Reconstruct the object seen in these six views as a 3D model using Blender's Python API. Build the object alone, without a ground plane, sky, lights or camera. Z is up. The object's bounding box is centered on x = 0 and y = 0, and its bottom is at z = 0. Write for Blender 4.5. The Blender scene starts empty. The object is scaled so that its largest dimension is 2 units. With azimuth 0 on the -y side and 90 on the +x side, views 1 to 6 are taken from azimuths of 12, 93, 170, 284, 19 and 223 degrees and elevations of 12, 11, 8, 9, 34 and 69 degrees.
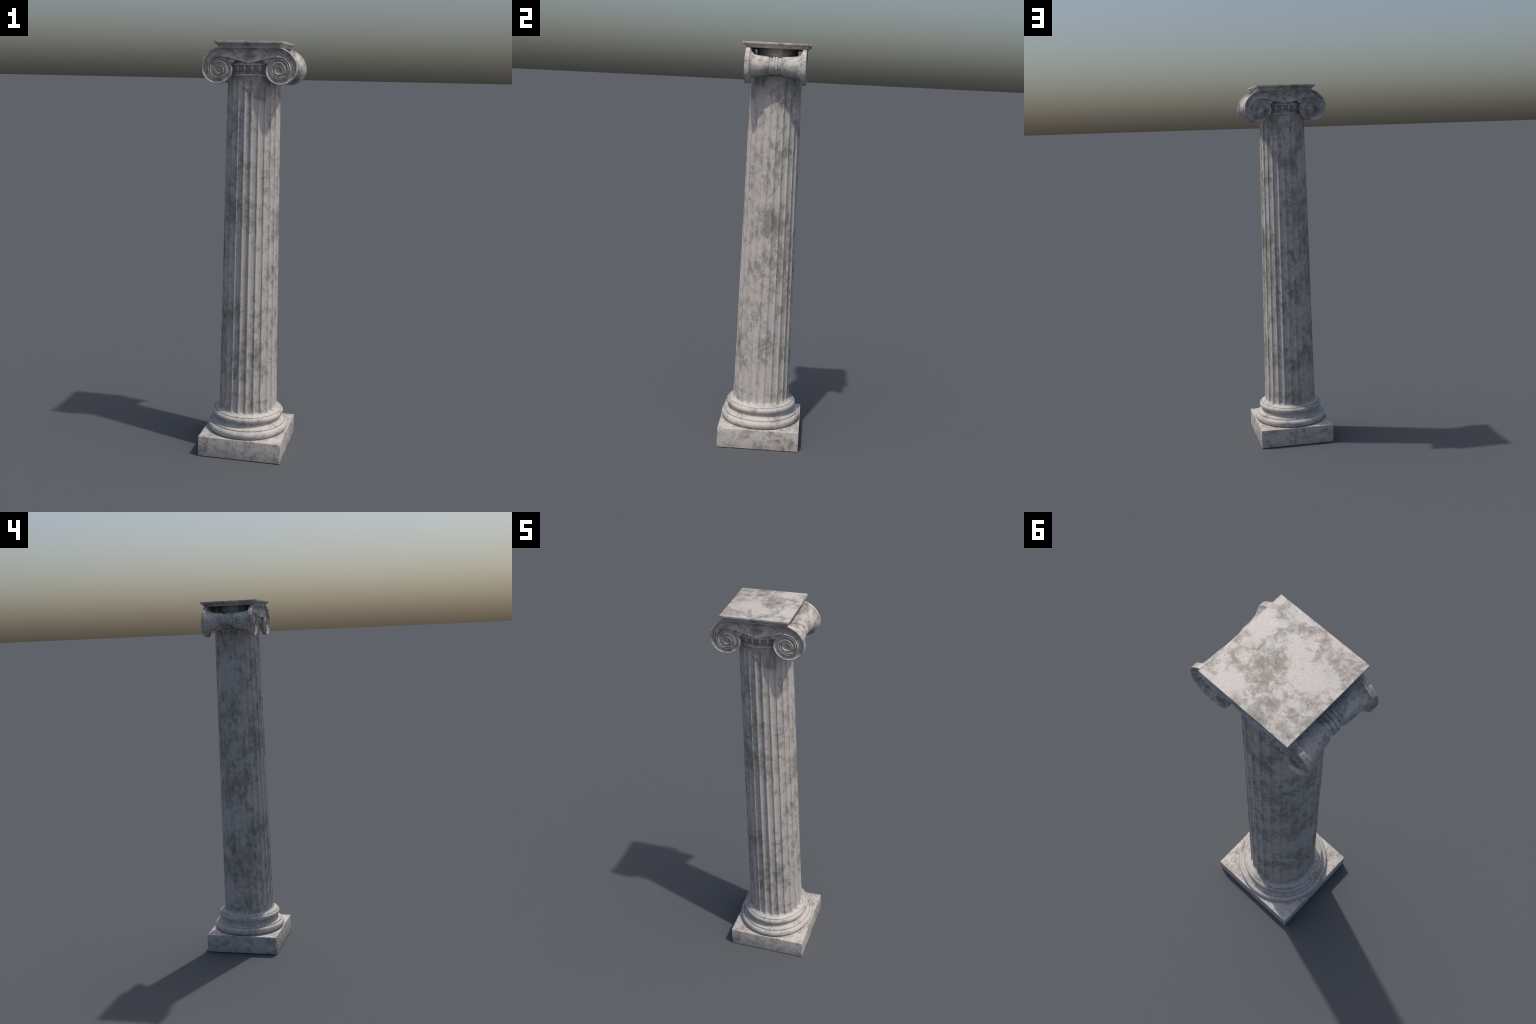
"""A weathered marble column with a scrolled capital, built part by part."""
import bpy, bmesh, math, random
from math import sin, cos, pi, sqrt, radians
from mathutils import Vector, noise

random.seed(7)
CX, CY = -0.0022, -0.0018          # axis of the turned parts (shaft, base mouldings)
SCX = 0.0007                     # mid line between the two scrolls of the capital
EYE_X, EYE_Z = 0.1390, 1.8730    # scroll eye, measured from the mid line
FRONT = {-1: 0.1440, 1: 0.1413}   # front planes of the two scroll panels
BACK = 0.1225                    # their back planes
TOP = 1.9742                     # upper edge of the scroll panels


# ----------------------------------------------------------------- helpers
def lerp(a, b, t):
    return a + (b - a) * t


def smooth(t):
    t = max(0.0, min(1.0, t))
    return t * t * (3 - 2 * t)


def table(points, x):
    """Monotone piecewise-cubic reading of a short list of control points."""
    n = len(points)
    if x <= points[0][0]:
        return points[0][1]
    if x >= points[-1][0]:
        return points[-1][1]
    i = 0
    while points[i + 1][0] < x:
        i += 1
    def slope(k):
        if k == 0 or k == n - 1:
            j = 0 if k == 0 else n - 2
            return (points[j + 1][1] - points[j][1]) / (points[j + 1][0] - points[j][0])
        a = (points[k][1] - points[k - 1][1]) / (points[k][0] - points[k - 1][0])
        b = (points[k + 1][1] - points[k][1]) / (points[k + 1][0] - points[k][0])
        return 0.0 if a * b <= 0 else 2 * a * b / (a + b)
    (x0, y0), (x1, y1) = points[i], points[i + 1]
    h = x1 - x0
    t = (x - x0) / h
    m0, m1 = slope(i) * h, slope(i + 1) * h
    return ((2 * t**3 - 3 * t**2 + 1) * y0 + (t**3 - 2 * t**2 + t) * m0
            + (-2 * t**3 + 3 * t**2) * y1 + (t**3 - t**2) * m1)


def make_object(name, mesh, parent, material, angle=35):
    ob = bpy.data.objects.new(name, mesh)
    bpy.context.scene.collection.objects.link(ob)
    ob.parent = parent
    if material and not mesh.materials:
        mesh.materials.append(material)
    for p in mesh.polygons:
        p.use_smooth = True
    if angle:
        mesh.set_sharp_from_angle(angle=radians(angle))
    return ob


def bm_to_mesh(bm, name, merge=1e-6):
    if merge:
        bmesh.ops.remove_doubles(bm, verts=bm.verts, dist=merge)
    bmesh.ops.dissolve_degenerate(bm, dist=1e-7, edges=bm.edges)
    bmesh.ops.recalc_face_normals(bm, faces=bm.faces)
    me = bpy.data.meshes.new(name)
    bm.to_mesh(me)
    bm.free()
    return me


def grid(bm, rows, close_u=False, close_v=False):
    vs = [[bm.verts.new(p) for p in row] for row in rows]
    nu, nv = len(vs), len(vs[0])
    for i in range(nu if close_u else nu - 1):
        for j in range(nv if close_v else nv - 1):
            i2, j2 = (i + 1) % nu, (j + 1) % nv
            try:
                bm.faces.new((vs[i][j], vs[i2][j], vs[i2][j2], vs[i][j2]))
            except ValueError:
                pass
    return vs


def wobble(p, scale, amount, seed=0.0):
    return noise.noise(Vector((p[0] * scale + seed, p[1] * scale - seed, p[2] * scale + 2 * seed))) * amount


def turned(name, profile, parent, material, n=120, cap=True, rough=0.0004):
    """Lathe a profile of (radius, z) about the column axis."""
    bm = bmesh.new()
    rows = []
    for r, z in profile:
        row = []
        for k in range(n):
            a = 2 * pi * k / n
            p = (cos(a) * r, sin(a) * r, z)
            rr = r + wobble(p, 34, rough, 3.1) + wobble(p, 90, rough * 0.6, 8.4)
            row.append((CX + cos(a) * rr, CY + sin(a) * rr, z))
        rows.append(row)
    vs = grid(bm, rows, close_v=True)
    if cap:
        bm.faces.new(vs[0])
        bm.faces.new(vs[-1])
    return make_object(name, bm_to_mesh(bm, name), parent, material)


def arc(r0, z0, rad, a0, a1, n=10, squash=1.0):
    return [(r0 + rad * squash * cos(radians(lerp(a0, a1, i / n))),
             z0 + rad * sin(radians(lerp(a0, a1, i / n)))) for i in range(n + 1)]


def empty(name, parent=None):
    ob = bpy.data.objects.new(name, None)
    ob.empty_display_size = 0.1
    bpy.context.scene.collection.objects.link(ob)
    ob.parent = parent
    return ob


# --------------------------------------------------------------- materials
def marble(name, shift, stretch=1.0, stain=0.0, vein=0.3, cloud=8.0, scale=1.0, bright=1.0, accents=(), reach=0.13, fine=1.05, swirl=0.55, streak=0.0, soft=0.0, patch=0.0, crack=0.5):
    """Pale pinkish marble with greenish clouds, brown-grey stains and dark veins."""
    m = bpy.data.materials.new(name)
    m.use_nodes = True
    nt = m.node_tree
    N, L = nt.nodes, nt.links
    N.clear()
    out = N.new('ShaderNodeOutputMaterial')
    bsdf = N.new('ShaderNodeBsdfPrincipled')
    L.new(bsdf.outputs[0], out.inputs[0])
    tc = N.new('ShaderNodeTexCoord')
    mp = N.new('ShaderNodeMapping')
    mp.inputs['Location'].default_value = shift
    mp.inputs['Scale'].default_value = (scale, scale, scale / stretch)
    L.new(tc.outputs['Object'], mp.inputs[0])

    def tex(sc, detail, rough, dist=0.0, kind='FBM'):
        n = N.new('ShaderNodeTexNoise')
        n.noise_type = kind
        n.inputs['Scale'].default_value = sc
        n.inputs['Detail'].default_value = detail
        n.inputs['Roughness'].default_value = rough
        n.inputs['Distortion'].default_value = dist
        L.new(mp.outputs[0], n.inputs['Vector'])
        return n.outputs[0]

    def ramp(src, lo, hi, v0=0.0, v1=1.0):
        n = N.new('ShaderNodeMapRange')
        n.interpolation_type = 'SMOOTHSTEP'
        n.inputs[1].default_value, n.inputs[2].default_value = lo, hi
        n.inputs[3].default_value, n.inputs[4].default_value = v0, v1
        L.new(src, n.inputs[0])
        return n.outputs[0]

    def math_(op, a, b):
        n = N.new('ShaderNodeMath')
        n.operation = op
        for i, v in enumerate((a, b)):
            if isinstance(v, (int, float)):
                n.inputs[i].default_value = v
            else:
                L.new(v, n.inputs[i])
        return n.outputs[0]

    def mix(fac, a, b, mode='MIX'):
        n = N.new('ShaderNodeMix')
        n.data_type = 'RGBA'
        n.blend_type = mode
        if isinstance(fac, (int, float)):
            n.inputs[0].default_value = fac
        else:
            L.new(fac, n.inputs[0])
        for i, v in ((6, a), (7, b)):
            if isinstance(v, tuple):
                n.inputs[i].default_value = (*[c * bright for c in v], 1) if mode == 'MIX' else (*v, 1)
            else:
                L.new(v, n.inputs[i])
        return n.outputs[2]

    hue = ramp(tex(10, 4, 0.5, 0.4), 0.41, 0.59)
    pale = mix(hue, (0.510, 0.468, 0.442), (0.476, 0.466, 0.436))
    # patches where the stone is known to be dirtier (positive) or cleaner (negative)
    spots = None
    for (px, py, pz, rad, w) in accents:
        d = N.new('ShaderNodeVectorMath')
        d.operation = 'DISTANCE'
        L.new(tc.outputs['Object'], d.inputs[0])
        d.inputs[1].default_value = (px, py, pz)
        f = ramp(d.outputs['Value'], rad * 0.15, rad * 1.35, w, 0.0)
        spots = f if spots is None else math_('ADD', spots, f)
    # cloudiness: turbulent noise, roughened by finer noise, pushed up or down by the patches
    dens = tex(cloud, 9, 0.62, swirl)
    dens = math_('ADD', dens, math_('MULTIPLY', math_('SUBTRACT', tex(cloud * 3.3, 7, 0.68, swirl), 0.5), fine))
    if spots is not None:
        dens = math_('ADD', dens, math_('MULTIPLY', spots, reach))
    dens = math_('ADD', dens, stain)
    if patch:                                        # cleaner and dirtier areas of the whole stone
        dens = math_('ADD', dens, math_('MULTIPLY', math_('SUBTRACT', tex(3.6, 3, 0.5, 0.2), 0.5), patch))
    if streak:                                       # weathering that runs down the stone
        mp2 = N.new('ShaderNodeMapping')
        mp2.inputs['Scale'].default_value = (1.0, 1.0, 0.09)
        L.new(tc.outputs['Object'], mp2.inputs[0])
        n = N.new('ShaderNodeTexNoise')
        n.inputs['Scale'].default_value = 95
        n.inputs['Detail'].default_value = 4
        L.new(mp2.outputs[0], n.inputs['Vector'])
        dens = math_('ADD', dens, math_('MULTIPLY', math_('SUBTRACT', n.outputs[0], 0.5), streak))
    c = mix(ramp(dens, 0.405 - soft, 0.635 + soft), pale, mix(hue, (0.330, 0.295, 0.270), (0.314, 0.292, 0.264)))
    tint = mix(ramp(tex(14, 2, 0.5), 0.42, 0.58), (0.150, 0.132, 0.114), (0.143, 0.134, 0.113))
    c = mix(math_('MULTIPLY', ramp(dens, 0.56 + soft * 0.4, 0.84 + soft * 2), 0.9 - soft * 5), c, tint)
    # soft veins along the zero line of a distorted noise
    v = tex(13, 6, 0.58, 0.6)
    v = math_('ABSOLUTE', math_('SUBTRACT', v, 0.5), 0.0)
    v = ramp(v, 0.0, 0.055, 1.0, 0.0)
    v = math_('MULTIPLY', v, ramp(tex(9, 2, 0.5), 0.42, 0.62))
    c = mix(math_('MULTIPLY', v, vein), c, (0.215, 0.188, 0.165))
    # fine branching veins that show where the stone is cloudy
    v2 = math_('ABSOLUTE', math_('SUBTRACT', tex(cloud * 2.6, 7, 0.62, 0.9), 0.5), 0.0)
    v2 = math_('MULTIPLY', ramp(v2, 0.0, 0.045, 1.0, 0.0), ramp(dens, 0.40, 0.56))
    c = mix(math_('MULTIPLY', v2, crack), c, (0.165, 0.146, 0.126))
    # rusty specks, pale crystalline flecks and a fine grain
    c = mix(math_('MULTIPLY', ramp(tex(27, 4, 0.6), 0.66, 0.78), 0.25), c, (0.290, 0.215, 0.150))
    fl = ramp(tex(24, 5, 0.62, 0.4), 0.58, 0.74)
    c = mix(math_('MULTIPLY', fl, 0.60), c, (0.620, 0.580, 0.560))
    gr = ramp(tex(150, 3, 0.6), 0.3, 0.7, 0.91, 1.07)
    comb = N.new('ShaderNodeCombineColor')
    for i in range(3):
        L.new(gr, comb.inputs[i])
    c = mix(1.0, c, comb.outputs[0], 'MULTIPLY')
    L.new(c, bsdf.inputs['Base Color'])
    bsdf.inputs['Roughness'].default_value = 0.62
    bsdf.inputs['Specular IOR Level'].default_value = 0.35
    bump = N.new('ShaderNodeBump')
    bump.inputs['Strength'].default_value = 0.25
    bump.inputs['Distance'].default_value = 0.002
    L.new(tex(95, 4, 0.6), bump.inputs['Height'])
    L.new(bump.outputs[0], bsdf.inputs['Normal'])
    return m


def on_shaft(azimuth, z, rad, w):
    a = radians(azimuth)
    return (CX + sin(a) * 0.132, CY - cos(a) * 0.132, z, rad, w)


# (azimuth, height, radius, strength) of the larger stains on the shaft
SHAFT_STAINS = [on_shaft(*q) for q in (
    (5, 1.675, .030, .8), (6, 1.25, .045, .8), (32, 1.05, .035, .7), (-43, 1.236, .045, .8), (-37, .70, .050, .9), (5, .597, .055, .9), (36, .65, .055, .7),
    (43, 1.374, .035, .6), (-27, 1.634, .045, .8), (82, 1.527, .055, 1.), (93, 1.413, .045, .7), (107, 1.152, .065, .9), (102, .98, .050, .5),
    (85, .808, .045, .6), (96, .517, .045, .5), (41, 1.34, .045, .6), (120, 1.02, .045, .6), (-175, 1.6, .065, 1.2), (151, 1.55, .040, .9), (180, 1.412, .075, 1.1),
    (-155, 1.297, .060, 1.0), (152, 1.30, .040, .7), (-172, 1.005, .035, .8), (-173, .86, .060, 1.2), (152, .825, .045, 1.0), (-174, .62, .045, .8), (-178, .473, .065, .9),
    (-179, .257, .050, 1.1), (-105, 1.772, .055, .9), (-100, 1.34, .060, 1.0), (-115, 1.40, .045, .6), (-74, 1.012, .065, 1.0), (-99, .96, .045, .8), (-72, .537, .055, 1.1),
    (-100, .427, .060, .8), (-32, 1.257, .045, .7), (-99, .58, .045, .7), (100, .70, .12, -.5), (75, .35, .12, -.4), (165, .70, .07, -.5), (-100, .75, .09, -.5), (-95, 1.56, .08, -.4), (20, .85, .10, -.4))]
SLAB_STAINS = [(x, y, 2.0, r, w) for x, y, r, w in (
    (.046, .060, .045, 1.1), (.010, -.015, .040, 1.0), (-.019, .075, .045, .9), (-.007, -.136, .035, .7), (-.068, -.119, .045, 1.0), (-.113, -.130, .035, .7), (.145, .137, .035, 1.0),
    (-.052, .115, .040, .9), (-.108, .083, .030, .8), (.141, .044, .035, .6), (.077, -.066, .025, .7), (.002, .12, .035, .7), (-.150, -.149, .03, .8), (.03, .03, .06, .5),
    (.086, .138, .045, -1.3), (-.128, -.042, .055, -1.3), (.011, -.056, .04, -1.0), (.085, -.12, .05, -.9), (-.004, .145, .04, -1.1), (.124, -.046, .045, -1.1), (-.08, -.007, .05, -1.0))]
MAT_SHAFT = marble('shaft_marble', (3.1, 1.7, 0.4), stretch=1.35, stain=-0.024, vein=0.24, cloud=10.0, accents=SHAFT_STAINS, reach=0.090, fine=1.15, swirl=0.50, streak=0.16, patch=0.34, crack=0.30, soft=0.040)
MAT_BASE = marble('base_marble', (7.3, 2.1, 5.0), stain=-0.070, vein=0.15, cloud=12.0, crack=0.30, soft=0.02)
MAT_PLINTH = marble('plinth_marble', (1.3, 9.2, 2.0), stain=-0.050, vein=0.35, cloud=12.0, crack=0.40, soft=0.02)
MAT_CAPITAL = marble('capital_marble', (5.5, 4.4, 1.0), stain=-0.015, vein=0.18, cloud=12.0,
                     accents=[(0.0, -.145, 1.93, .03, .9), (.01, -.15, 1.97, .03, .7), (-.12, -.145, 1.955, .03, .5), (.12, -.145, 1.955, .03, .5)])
MAT_SLAB = marble('slab_marble', (2.2, 6.1, 3.3), stain=-0.005, vein=0.35, cloud=10.0, accents=SLAB_STAINS, crack=0.42, fine=1.3, patch=0.05, soft=0.035)

column = empty('stone_column')
column.location = (0, 0, 0)
column["label"] = "weathered white marble column with fluted shaft and scrolled capital"
column["category"] = "stone column"


# ------------------------------------------------------------------ plinth
def block(name, sections, parent, material, cx, cy, bevel=0.0012):
    """Square block from (half width, z) sections."""
    bm = bmesh.new()
    rows = [[(cx + sx * h, cy + sy * h, z) for sx, sy in ((-1, -1), (1, -1), (1, 1), (-1, 1))] for h, z in sections]
    vs = grid(bm, rows, close_v=True)
    bm.faces.new(vs[0])
    bm.faces.new(vs[-1])
    bmesh.ops.recalc_face_normals(bm, faces=bm.faces)
    if bevel:
        sharp = [e for e in bm.edges if e.calc_face_angle(0) > radians(28)]
        bmesh.ops.bevel(bm, geom=sharp, offset=bevel, segments=2, affect='EDGES', profile=0.6)
    return make_object(name, bm_to_mesh(bm, name, 0), parent, material)


block('plinth', [(0.205, 0.0), (0.205, 0.0998)], column, MAT_PLINTH, -0.002, 0.0, 0.0014)

# ---------------------------------------------------------- base mouldings
base = turned('base_moulding', [(0.140, 0.0995), (0.1605, 0.0995), (0.1605, 0.1990), (0.140, 0.1990)], column, MAT_BASE, n=64)

turned('lower_torus', [(0.160, 0.0990), (0.1900, 0.0990)] + arc(0.1832, 0.1203, 0.0205, -76, 70, 14, 0.96)
       + [(0.1893, 0.1398), (0.1888, 0.1370), (0.160, 0.1370)], base, MAT_BASE, 144)
turned('scotia', [(0.160, 0.1370), (0.1868, 0.1370), (0.1868, 0.1440), (0.1856, 0.1455), (0.1800, 0.1466), (0.1735, 0.1492),
                  (0.1685, 0.1540), (0.1655, 0.1600), (0.1640, 0.1660), (0.1645, 0.1735), (0.155, 0.1740)], base, MAT_BASE, 144)
turned('upper_torus', [(0.155, 0.1705), (0.1640, 0.1710)] + arc(0.1625, 0.1872, 0.0160, -78, 68, 12, 0.98)
       + [(0.1680, 0.2018), (0.1668, 0.1990), (0.155, 0.1990)], base, MAT_BASE, 144)
turned('fillet', [(0.140, 0.1985), (0.1645, 0.1985), (0.1648, 0.2038), (0.1636, 0.2052), (0.1600, 0.2068), (0.1548, 0.2088),
                  (0.1512, 0.2112), (0.1490, 0.2140), (0.140, 0.2143)], base, MAT_BASE, 144)

# ------------------------------------------------------------------- shaft
SHAFT_R = [(0.206, 0.1490), (0.214, 0.1475), (0.222, 0.1462), (0.235, 0.1452), (0.30, 0.1437), (0.55, 0.1404), (0.80, 0.1376),
           (1.10, 0.1337), (1.43, 0.1300), (1.65, 0.1272), (1.77, 0.1253), (1.80, 0.1250), (1.826, 0.1250), (1.838, 0.1256), (1.846, 0.1266), (1.852, 0.1266)]
FLUTES, FLUTE_HALF, FLUTE_DEPTH = 24, radians(6.25), 0.0060
Z0, Z1 = 0.2125, 1.8400          # rounded ends of the flutes


def flute_end(z):
    cap = 0.0125
    if z <= Z0 or z >= Z1:
        return 0.0
    d = min(z - Z0, Z1 - z)
    return 1.0 if d >= cap else sqrt(max(0.0, 1 - (1 - d / cap) ** 2))


def build_shaft():
    bm = bmesh.new()
    zs = [0.206, 0.2105]
    zs += [Z0 + 0.0125 * (1 - cos(pi / 2 * i / 8)) for i in range(9)]
    zs += [lerp(Z0 + 0.0125, Z1 - 0.0125, i / 90) for i in range(1, 90)]
    zs += [Z1 - 0.0125 * (1 - cos(pi / 2 * i / 8)) for i in range(8, -1, -1)]
    zs += [1.8380, 1.8420, 1.8460, 1.852]
    m = 14
    rows = []
    cut = [random.uniform(0.82, 1.10) for k in range(FLUTES)]
    turn = [radians(random.uniform(-0.25, 0.25)) for k in range(FLUTES)]
    for z in zs:
        r = table(SHAFT_R, z)
        e = flute_end(z)
        row = []
        for k in range(FLUTES):
            mid = 2 * pi * k / FLUTES
            pitch = pi / FLUTES
            wear = 0.92 + wobble((k * 1.7, z * 3.0, 0.0), 1.0, 0.28, 2.2)
            depth = FLUTE_DEPTH * cut[k] * wear * lerp(0.55, 1.0, smooth((Z1 - z) / 0.06))
            row_a = [(-pitch, 0.0), (-FLUTE_HALF - 0.004 + turn[k], 0.0004)]
            for i in range(m + 1):
                t = -cos(pi * i / m)
                row_a.append((turn[k] + t * FLUTE_HALF * max(e, 0.02), 0.0008 * e + depth * e * sqrt(max(0.0, 1 - t * t)) ** 0.95))
            row_a.append((FLUTE_HALF + 0.004 + turn[k], 0.0004))
            for off, dep in row_a:
                a = mid + off
                p = (cos(a) * r, sin(a) * r, z)
                chip = max(0.0, noise.noise(Vector((p[0] * 60, p[1] * 60, p[2] * 26))) - 0.34) * 0.006 if dep < 0.002 else 0.0
                rr = r - dep - chip + wobble(p, 22, 0.0006, 5.0)
                row.append((CX + cos(a) * rr, CY + sin(a) * rr, z))
        rows.append(row)
    vs = grid(bm, rows, close_v=True)
    bm.faces.new(vs[0])
    bm.faces.new(vs[-1])
    return make_object('shaft', bm_to_mesh(bm, 'shaft'), column, MAT_SHAFT, 42)


build_shaft()

# ----------------------------------------------- astragal, echinus and core
turned('astragal', [(0.110, 0.0 + 1.8420), (0.1255, 1.8420)] + arc(0.1248, 1.8485, 0.0062, -78, 80, 8, 0.9) + [(0.1240, 1.8552), (0.110, 1.8552)],
       column, MAT_CAPITAL, 120)
ECH = [(0.110, 1.8545), (0.1235, 1.8545), (0.1275, 1.8566), (0.1290, 1.8590), (0.1255, 1.8612), (0.1260, 1.8680), (0.1280, 1.8770), (0.1310, 1.8870),
       (0.1324, 1.8922), (0.1402, 1.8932), (0.1408, 1.8945), (0.1396, 1.8985), (0.1375, 1.9024), (0.1345, 1.9065), (0.1305, 1.9120), (0.1220, 1.9170), (0.105, 1.9190)]
echinus = turned('echinus', ECH, column, MAT_CAPITAL, 120)
turned('capital_core', [(0.090, 1.9100), (0.1015, 1.9100), (0.0990, 1.9250), (0.0990, 1.9755), (0.090, 1.9755)], column, MAT_CAPITAL, 72)


def egg_mesh():
    """An egg (local z up, local -y outward) in a horseshoe shaped shell."""
    bm = bmesh.new()
    rows = []
    for i in range(11):
        u = pi * i / 10
        z = cos(u)
        w = sin(u) * (1.0 - 0.16 * (1 - z))
        rows.append([(0.0096 * w * cos(2 * pi * k / 16), -0.0078 * w * sin(2 * pi * k / 16), 0.0165 * z) for k in range(16)])
    grid(bm, rows, close_v=True)
    # raised rim round the sides and bottom
    rows = []
    for i in range(25):
        a = radians(lerp(-28, 208, i / 24))
        cxr, czr = -0.0130 * cos(a), -0.0196 * sin(a)
        if i in (0, 24):
            czr = 0.0150
        rows.append([(cxr * (1 + 0.10 * cos(2 * pi * k / 8)), -0.0010 - 0.0030 * sin(2 * pi * k / 8), czr * (1 + 0.09 * cos(2 * pi * k / 8)))
                     for k in range(8)])
    grid(bm, rows, close_v=True)
    me = bm_to_mesh(bm, 'egg', 1e-7)
    me.materials.append(MAT_CAPITAL)
    return me


def dart_mesh():
    bm = bmesh.new()
    rows = []
    for i in range(9):
        t = i / 8
        z = lerp(0.0155, -0.0170, t)
        w = 0.0018 * (1 - smooth((t - 0.6) / 0.4) * 0.75)
        d = 0.0042 * (1 - 0.25 * t)
        rows.append([(-w, 0.006, z), (-w * 0.8, -d * 0.6, z), (0, -d, z), (w * 0.8, -d * 0.6, z), (w, 0.006, z)])
    vs = grid(bm, rows)
    bm.faces.new(vs[0])
    bm.faces.new(vs[-1])
    me = bm_to_mesh(bm, 'dart', 0)
    me.materials.append(MAT_CAPITAL)
    return me


def ring_of(name, mesh, offset, radius, z, tilt):
    for p in mesh.polygons:
        p.use_smooth = True
    first = bpy.data.objects.new(name, mesh)
    for k in range(24):
        ob = first if k == 0 else first.copy()
        bpy.context.scene.collection.objects.link(ob)
        a = radians(offset + 15 * k)
        ob.parent = echinus
        ob.location = (CX + sin(a) * radius, CY - cos(a) * radius, z)
        ob.rotation_euler = (tilt, 0, a)
        s = 1 + random.uniform(-0.05, 0.05)
        ob.scale = (s, 1, 1 + random.uniform(-0.03, 0.03))


ring_of('egg', egg_mesh(), 7.5, 0.1313, 1.8780, radians(14))
ring_of('dart', dart_mesh(), 0.0, 0.1302, 1.8768, radians(14))

# ----------------------------------------------------------- scroll panels
# radius of the scroll's leading edge against the angle run from the top
LEAD = [(0, .1010), (38, .0905), (80, .0850), (113, .0795), (146, .0712), (181, .0653), (220, .0620), (260, .0613), (300, .0576), (330, .0535),
        (360, .0513), (395, .0486), (439, .0456), (484, .0420), (531, .0353), (584, .0325), (657, .0314), (720, .0299), (766, .0282),
        (825, .0256), (890, .0220), (957, .0212), (1026, .0190), (1060, .0184), (1500, .0180)]
GAP = [(0, .0046), (97, .0048), (170, .0042), (225, .0034), (279, .0027), (360, .0022), (440, .0018), (510, .0005), (700, .0004)]
SWAG = [(0.0, 1.9032), (0.012, 1.9040), (0.036, 1.9092), (0.066, 1.9168), (0.095, 1.9239), (0.122, 1.9285), (0.139, 1.9300)]


def lead(a):
    return table(LEAD, a)


def relief(L, a, swag=0.0):
    bead = 1 - smooth(a / 70)
    """(distance from the outer lip, sink below the front plane) across one channel."""
    k = min(1.0, L / 0.044)
    lip, inner = lerp(0.0018, 0.0066, k), lerp(0.0014, 0.0030, k) + 0.0032 * swag
    deep = lerp(0.0050, 0.0120, k)
    b = lerp(0.0006, lerp(0.0020, 0.0042, bead), k)  # little bead inside the outer lip
    pts = [(0.0, 0.0016), (0.0012 * k + 0.0003, 0.0004), (lip * 0.5, 0.0), (lip * 0.85, 0.0004), (lip, 0.0014), (lip + b * 0.35, 0.0046 * k * bead + lerp(deep * 0.20, 0.0006, bead)),
           (lip + b * 0.75, lerp(deep * 0.30, 0.0018 * k + 0.0008, bead)), (lip + b * 1.2, lerp(deep * 0.38, 0.0030 * k + 0.0010, bead))]
    s, e = lip + b * 1.2, L - inner - 0.0012
    for i in range(1, 10):
        t = i / 10
        pts.append((lerp(s, e, t), deep * (0.40 + 0.60 * (1 - abs(2 * t - 0.85) ** 2.2))))
    pts += [(e, deep * 0.42), (L - inner, 0.0008), (L - inner * 0.4, -0.0018 * swag), (L, 0.0010)]
    return pts


def scroll_half(bm, sx, sy):
    step = 4

    def at(x, z, sink):
        return (SCX + sx * x, sy * (FRONT[sy] - sink), z)

    rows = []
    n = 26
    for i in range(n):                              # straight run from the middle to the eye line
        x = EYE_X * i / n
        zi = table(SWAG, x)
        L = TOP - zi
        row = [at(x, TOP - d, s) for d, s in relief(L, 0, 1 - smooth(x / 0.115))]
        row += [at(x, zi - 0.0010, 0.0045), at(x, zi + 0.0002, FRONT[sy] - BACK)]
        rows.append(row)
    grid(bm, rows)
    straight_last = rows[-1]
    rows = []
    a = 0
    while a <= 700:
        R, R2 = lead(a), lead(a + 360)
        if a == 0:
            R = TOP - EYE_Z
        if a == 360:
            R = lead(360)
        L = R - R2 - table(GAP, a)
        row = []
        dx, dz = sin(radians(a)), cos(radians(a))
        rr = [(R - d, s) for d, s in relief(L, a)]
        rr += [(lerp(R - L, R2, 0.5), 0.0075), (R2, 0.0016)]
        for r, s in rr:
            row.append(at(EYE_X + dx * r, EYE_Z + dz * r, s))
        rows.append(row)
        a += step
    # join the straight run to the first radial row (wall column folds into the groove)
    grid(bm, [straight_last, rows[0]])
    grid(bm, rows)
    rows = []
    while a - step <= 1060:                          # last turn running out round the eye
        b = a - step
        R = lead(b)
        lip = min(0.0022, (R - 0.0150) * 0.5)
        dx, dz = sin(radians(b)), cos(radians(b))
        rr = [(R, 0.0016), (R - lip * 0.3, 0.0003), (R - lip * 0.7, 0.0)]
        e = 0.0175
        for t in (0.0, 0.25, 0.5, 0.75, 1.0):
            bowl = 0.0055 * min(1.0, (R - lip - e) / 0.006) if R - lip > e else 0.0
            rr.append((lerp(R - lip, min(R - lip, e), t), max(0.0003, bowl * (1 - (2 * t - 1) ** 2))))
        e2 = min(R - lip, e)
        rr += [(e2 - 0.0008, 0.0010), (0.0148, 0.0068), (0.0128, 0.0072), (0.0002, 0.0062)]
        rows.append([at(EYE_X + dx * r, EYE_Z + dz * r, s) for r, s in rr])
        a += step
    grid(bm, rows)
    # outer wall of the scroll, top face of the straight run, and the back
    depth = FRONT[sy] - BACK
    wall = [[at(EYE_X * i / n, TOP, s) for s in (0.0016, depth)] for i in range(n + 1)]
    back_outer = []
    for b in range(0, 364, step):
        R = TOP - EYE_Z if b == 0 else lead(b)
        x, z = EYE_X + sin(radians(b)) * R, EYE_Z + cos(radians(b)) * R
        wall.append([at(x, z, 0.0016), at(x, z, depth * 0.5), at(x, z, depth)][::2])
        back_outer.append((x, z))
    grid(bm, wall)
    grid(bm, [[at(x, z, depth), at(EYE_X, EYE_Z, depth)] for x, z in back_outer])
    grid(bm, [[at(EYE_X * i / n, TOP, depth), at(EYE_X * i / n, table(SWAG, EYE_X * i / n) + 0.0002, depth)] for i in range(n + 1)])


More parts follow.
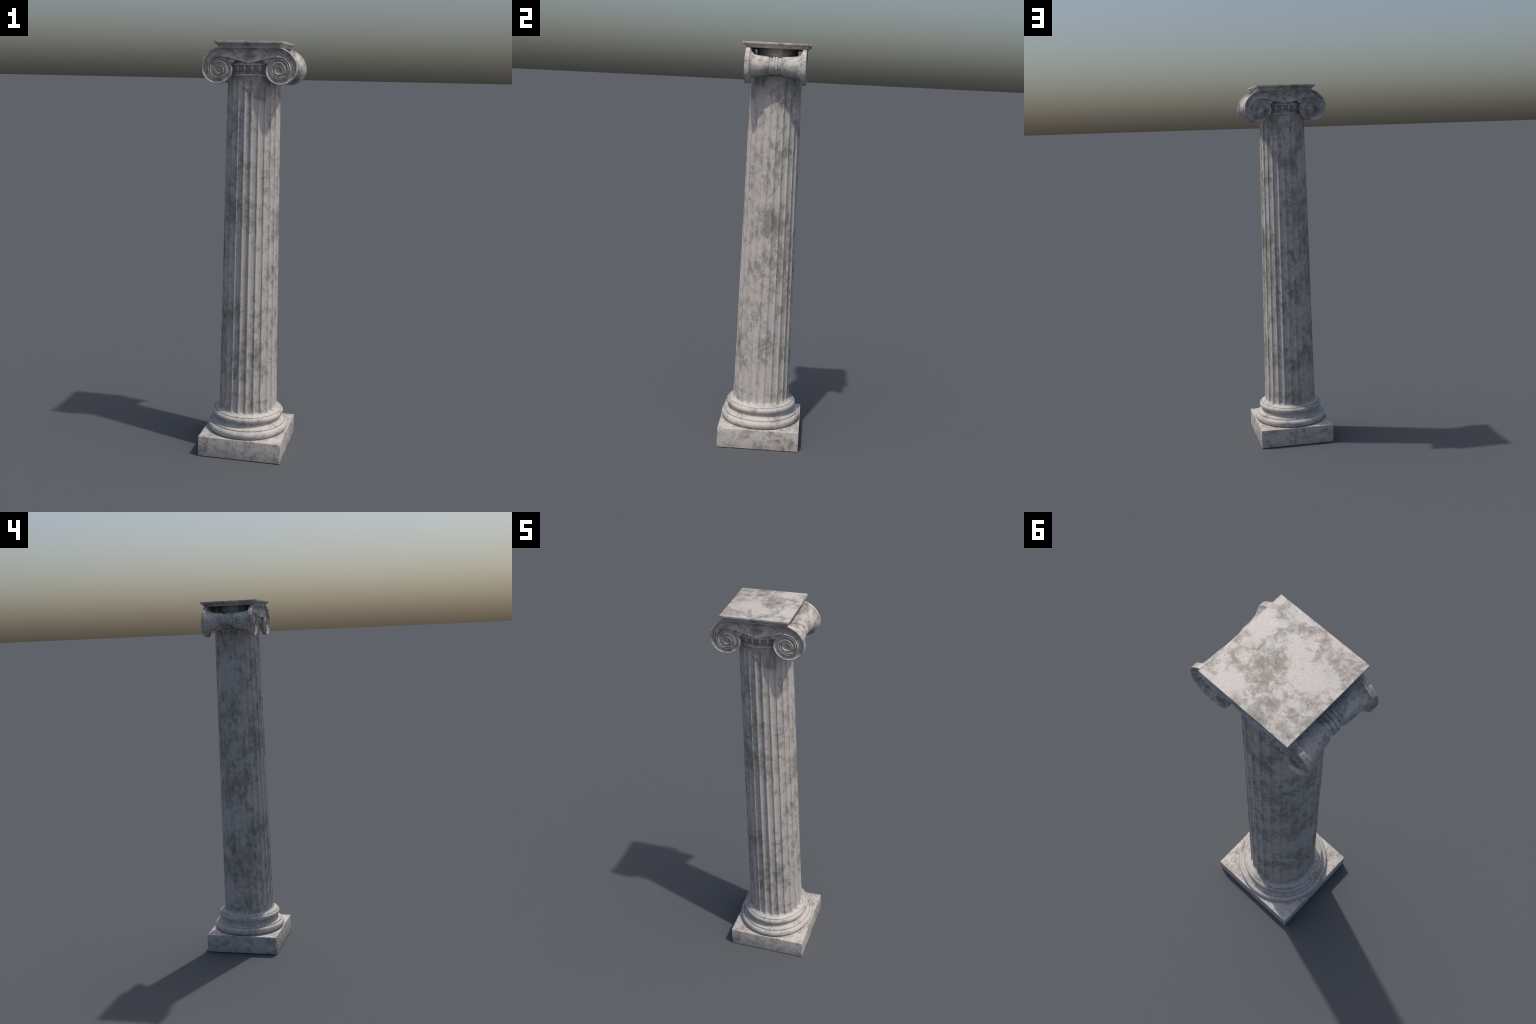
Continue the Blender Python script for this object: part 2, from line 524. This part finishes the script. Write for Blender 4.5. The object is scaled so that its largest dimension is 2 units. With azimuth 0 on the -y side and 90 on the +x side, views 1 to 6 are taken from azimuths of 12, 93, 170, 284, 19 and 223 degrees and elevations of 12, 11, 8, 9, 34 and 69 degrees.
def build_panel(sy):
    bm = bmesh.new()
    for sx in (-1, 1):
        scroll_half(bm, sx, sy)
        rows = []                                    # sunk web closing the corner between swag and scroll
        for i in range(13):
            b = lerp(308, 360, i / 12)
            x, z = EYE_X + sin(radians(b)) * (lead(b) - 0.001), EYE_Z + cos(radians(b)) * (lead(b) - 0.001)
            rows.append([(SCX + sx * x, sy * (FRONT[sy] - q), zz) for q, zz in ((0.0085, z), (0.0085, table(SWAG, x) + 0.002), (0.0130, table(SWAG, x) + 0.002), (0.0130, z))])
        grid(bm, rows, close_v=True)
    return make_object('scroll_panel', bm_to_mesh(bm, 'scroll_panel', 2e-5), column, MAT_CAPITAL, 40)


def build_palmette(panel, sx, sy):
    """A little fan of rounded lobes in the corner between swag and scroll."""
    bm = bmesh.new()
    root = Vector((EYE_X - 0.036, 1.9205))
    tips = [(-0.0400, -0.0085), (-0.0375, -0.0135), (-0.0325, -0.0182), (-0.0255, -0.0215)]
    for tx, tz in tips:
        rows = []
        d = Vector((tx, tz))
        side = Vector((-d.y, d.x)).normalized()
        for i in range(9):
            t = i / 8
            w = 0.0048 * sqrt(max(0.02, 1 - (2 * t - 1.0) ** 4)) * lerp(0.45, 1.0, t)
            c = root + d * t
            rows.append([(SCX + sx * (c.x + side.x * w * cos(q)), sy * (FRONT[sy] - 0.0060 + 0.0050 * sin(q)), c.y + side.y * w * cos(q))
                         for q in [2 * pi * k / 10 for k in range(10)]])
        vs = grid(bm, rows, close_v=True)
        bm.faces.new(vs[0])
        bm.faces.new(vs[-1])
    return make_object('palmette', bm_to_mesh(bm, 'palmette', 0), panel, MAT_CAPITAL)


for sy in (-1, 1):
    panel = build_panel(sy)
    for sx in (-1, 1):
        build_palmette(panel, sx, sy)

# ---------------------------------------------------------------- bolsters
NECK_X, NECK_Z, NECK_R = 0.1578, 1.8900, 0.0443
FLARE = [(0.0275, 0.80, 0.0), (0.0280, 0.86, 0.0), (0.0295, 0.900, 0.0), (0.032, 0.935, 0.0), (0.037, 0.975, 0.0), (0.044, 0.995, 0.0), (0.052, 1.0, 0.01), (0.066, 1.0, 0.045),
         (0.080, 1.0, 0.095), (0.092, 1.0, 0.145), (0.100, 1.0, 0.195), (0.106, 1.0, 0.275), (0.111, 1.0, 0.375), (0.115, 1.0, 0.49),
         (0.118, 1.0, 0.62), (0.1205, 1.0, 0.78), (0.1225, 1.0, 0.97), (0.1228, 1.0, 1.0)]


def rim_point(a):
    R = TOP - EYE_Z if a == 0 else lead(a)
    if a > 285:
        R = lerp(lead(285), TOP - EYE_Z, smooth((a - 285) / 75))
    return EYE_X + sin(radians(a)) * R, EYE_Z + cos(radians(a)) * R


def build_bolster(sx):
    bm = bmesh.new()
    n = 72
    rows = []
    stations = [(-y, s, w) for y, s, w in reversed(FLARE)] + [(-0.024, 0.80, 0), (0.024, 0.80, 0)] + list(FLARE)
    for y, s, w in stations:
        row = []
        lift = NECK_Z + 0.0015 * (1 - min(1, w * 9))
        side = (lerp(NECK_X - NECK_R * s, rim_point(270)[0], w), lerp(lift, rim_point(270)[1], w),
                lerp(NECK_X, EYE_X, w), lerp(lift + NECK_R * s, TOP, w))
        for k in range(n):
            a = 360 * k / n
            nx, nz = NECK_X + sin(radians(a)) * NECK_R * s * (1.035 if a < 180 else 1.0), NECK_Z + 0.0015 * (1 - min(1, w * 9)) + cos(radians(a)) * NECK_R * s
            ex, ez = rim_point(a)
            x, z = lerp(nx, ex, w), lerp(nz, ez, w)
            if a >= 270:
                u = (a - 270) / 90
                x0, z0, xt, zt = side
                inner = min(0.100, x0)
                (x, z) = (lerp(x0, inner, u * 2), lerp(z0, zt, u * 2)) if u < 0.5 else (lerp(inner, xt, u * 2 - 1), zt)
            q = wobble((x * sx, y, z), 40, 0.0006, 1.5)
            row.append((SCX + sx * (x + q), y - (0.002 if abs(y) < 0.06 else 0.0), z))
        rows.append(row)
    grid(bm, rows, close_v=True)
    ob = make_object('bolster', bm_to_mesh(bm, 'bolster', 0), column, MAT_CAPITAL, 50)
    # the strap: two flat bands and two round beads
    def ring(name, prof):
        b2 = bmesh.new()
        rr = [[(SCX + sx * (NECK_X + sin(2 * pi * k / 64) * r), y, NECK_Z + 0.0018 + cos(2 * pi * k / 64) * r) for k in range(64)] for y, r in prof]
        grid(b2, rr, close_v=True)
        make_object(name, bm_to_mesh(b2, name, 0), ob, MAT_CAPITAL)
    for y0, y1 in ((-0.0300, -0.0185), (0.0130, 0.0262)):
        ring('band', [(y0, 0.034), (y0 + 0.0004, 0.0368), (y0 + 0.0014, 0.0380), (y1 - 0.0014, 0.0380), (y1 - 0.0004, 0.0368), (y1, 0.034)])
    for yc in (-0.0098, 0.0045):
        ring('bead', [(yc + 0.0068 * cos(radians(t)), 0.0360 + 0.0062 * sin(radians(t))) for t in range(190, -11, -20)])
    return ob


for sx in (-1, 1):
    build_bolster(sx)

# ------------------------------------------------------------------ abacus
block('abacus', [(0.1430, 1.9738), (0.1434, 1.9770), (0.1455, 1.9805), (0.1492, 1.9846), (0.1530, 1.9878), (0.1548, 1.9892),
                 (0.1550, 1.9906), (0.1600, 1.9908), (0.1600, 2.0000)], column, MAT_SLAB, -0.002, 0.0, 0.0007)
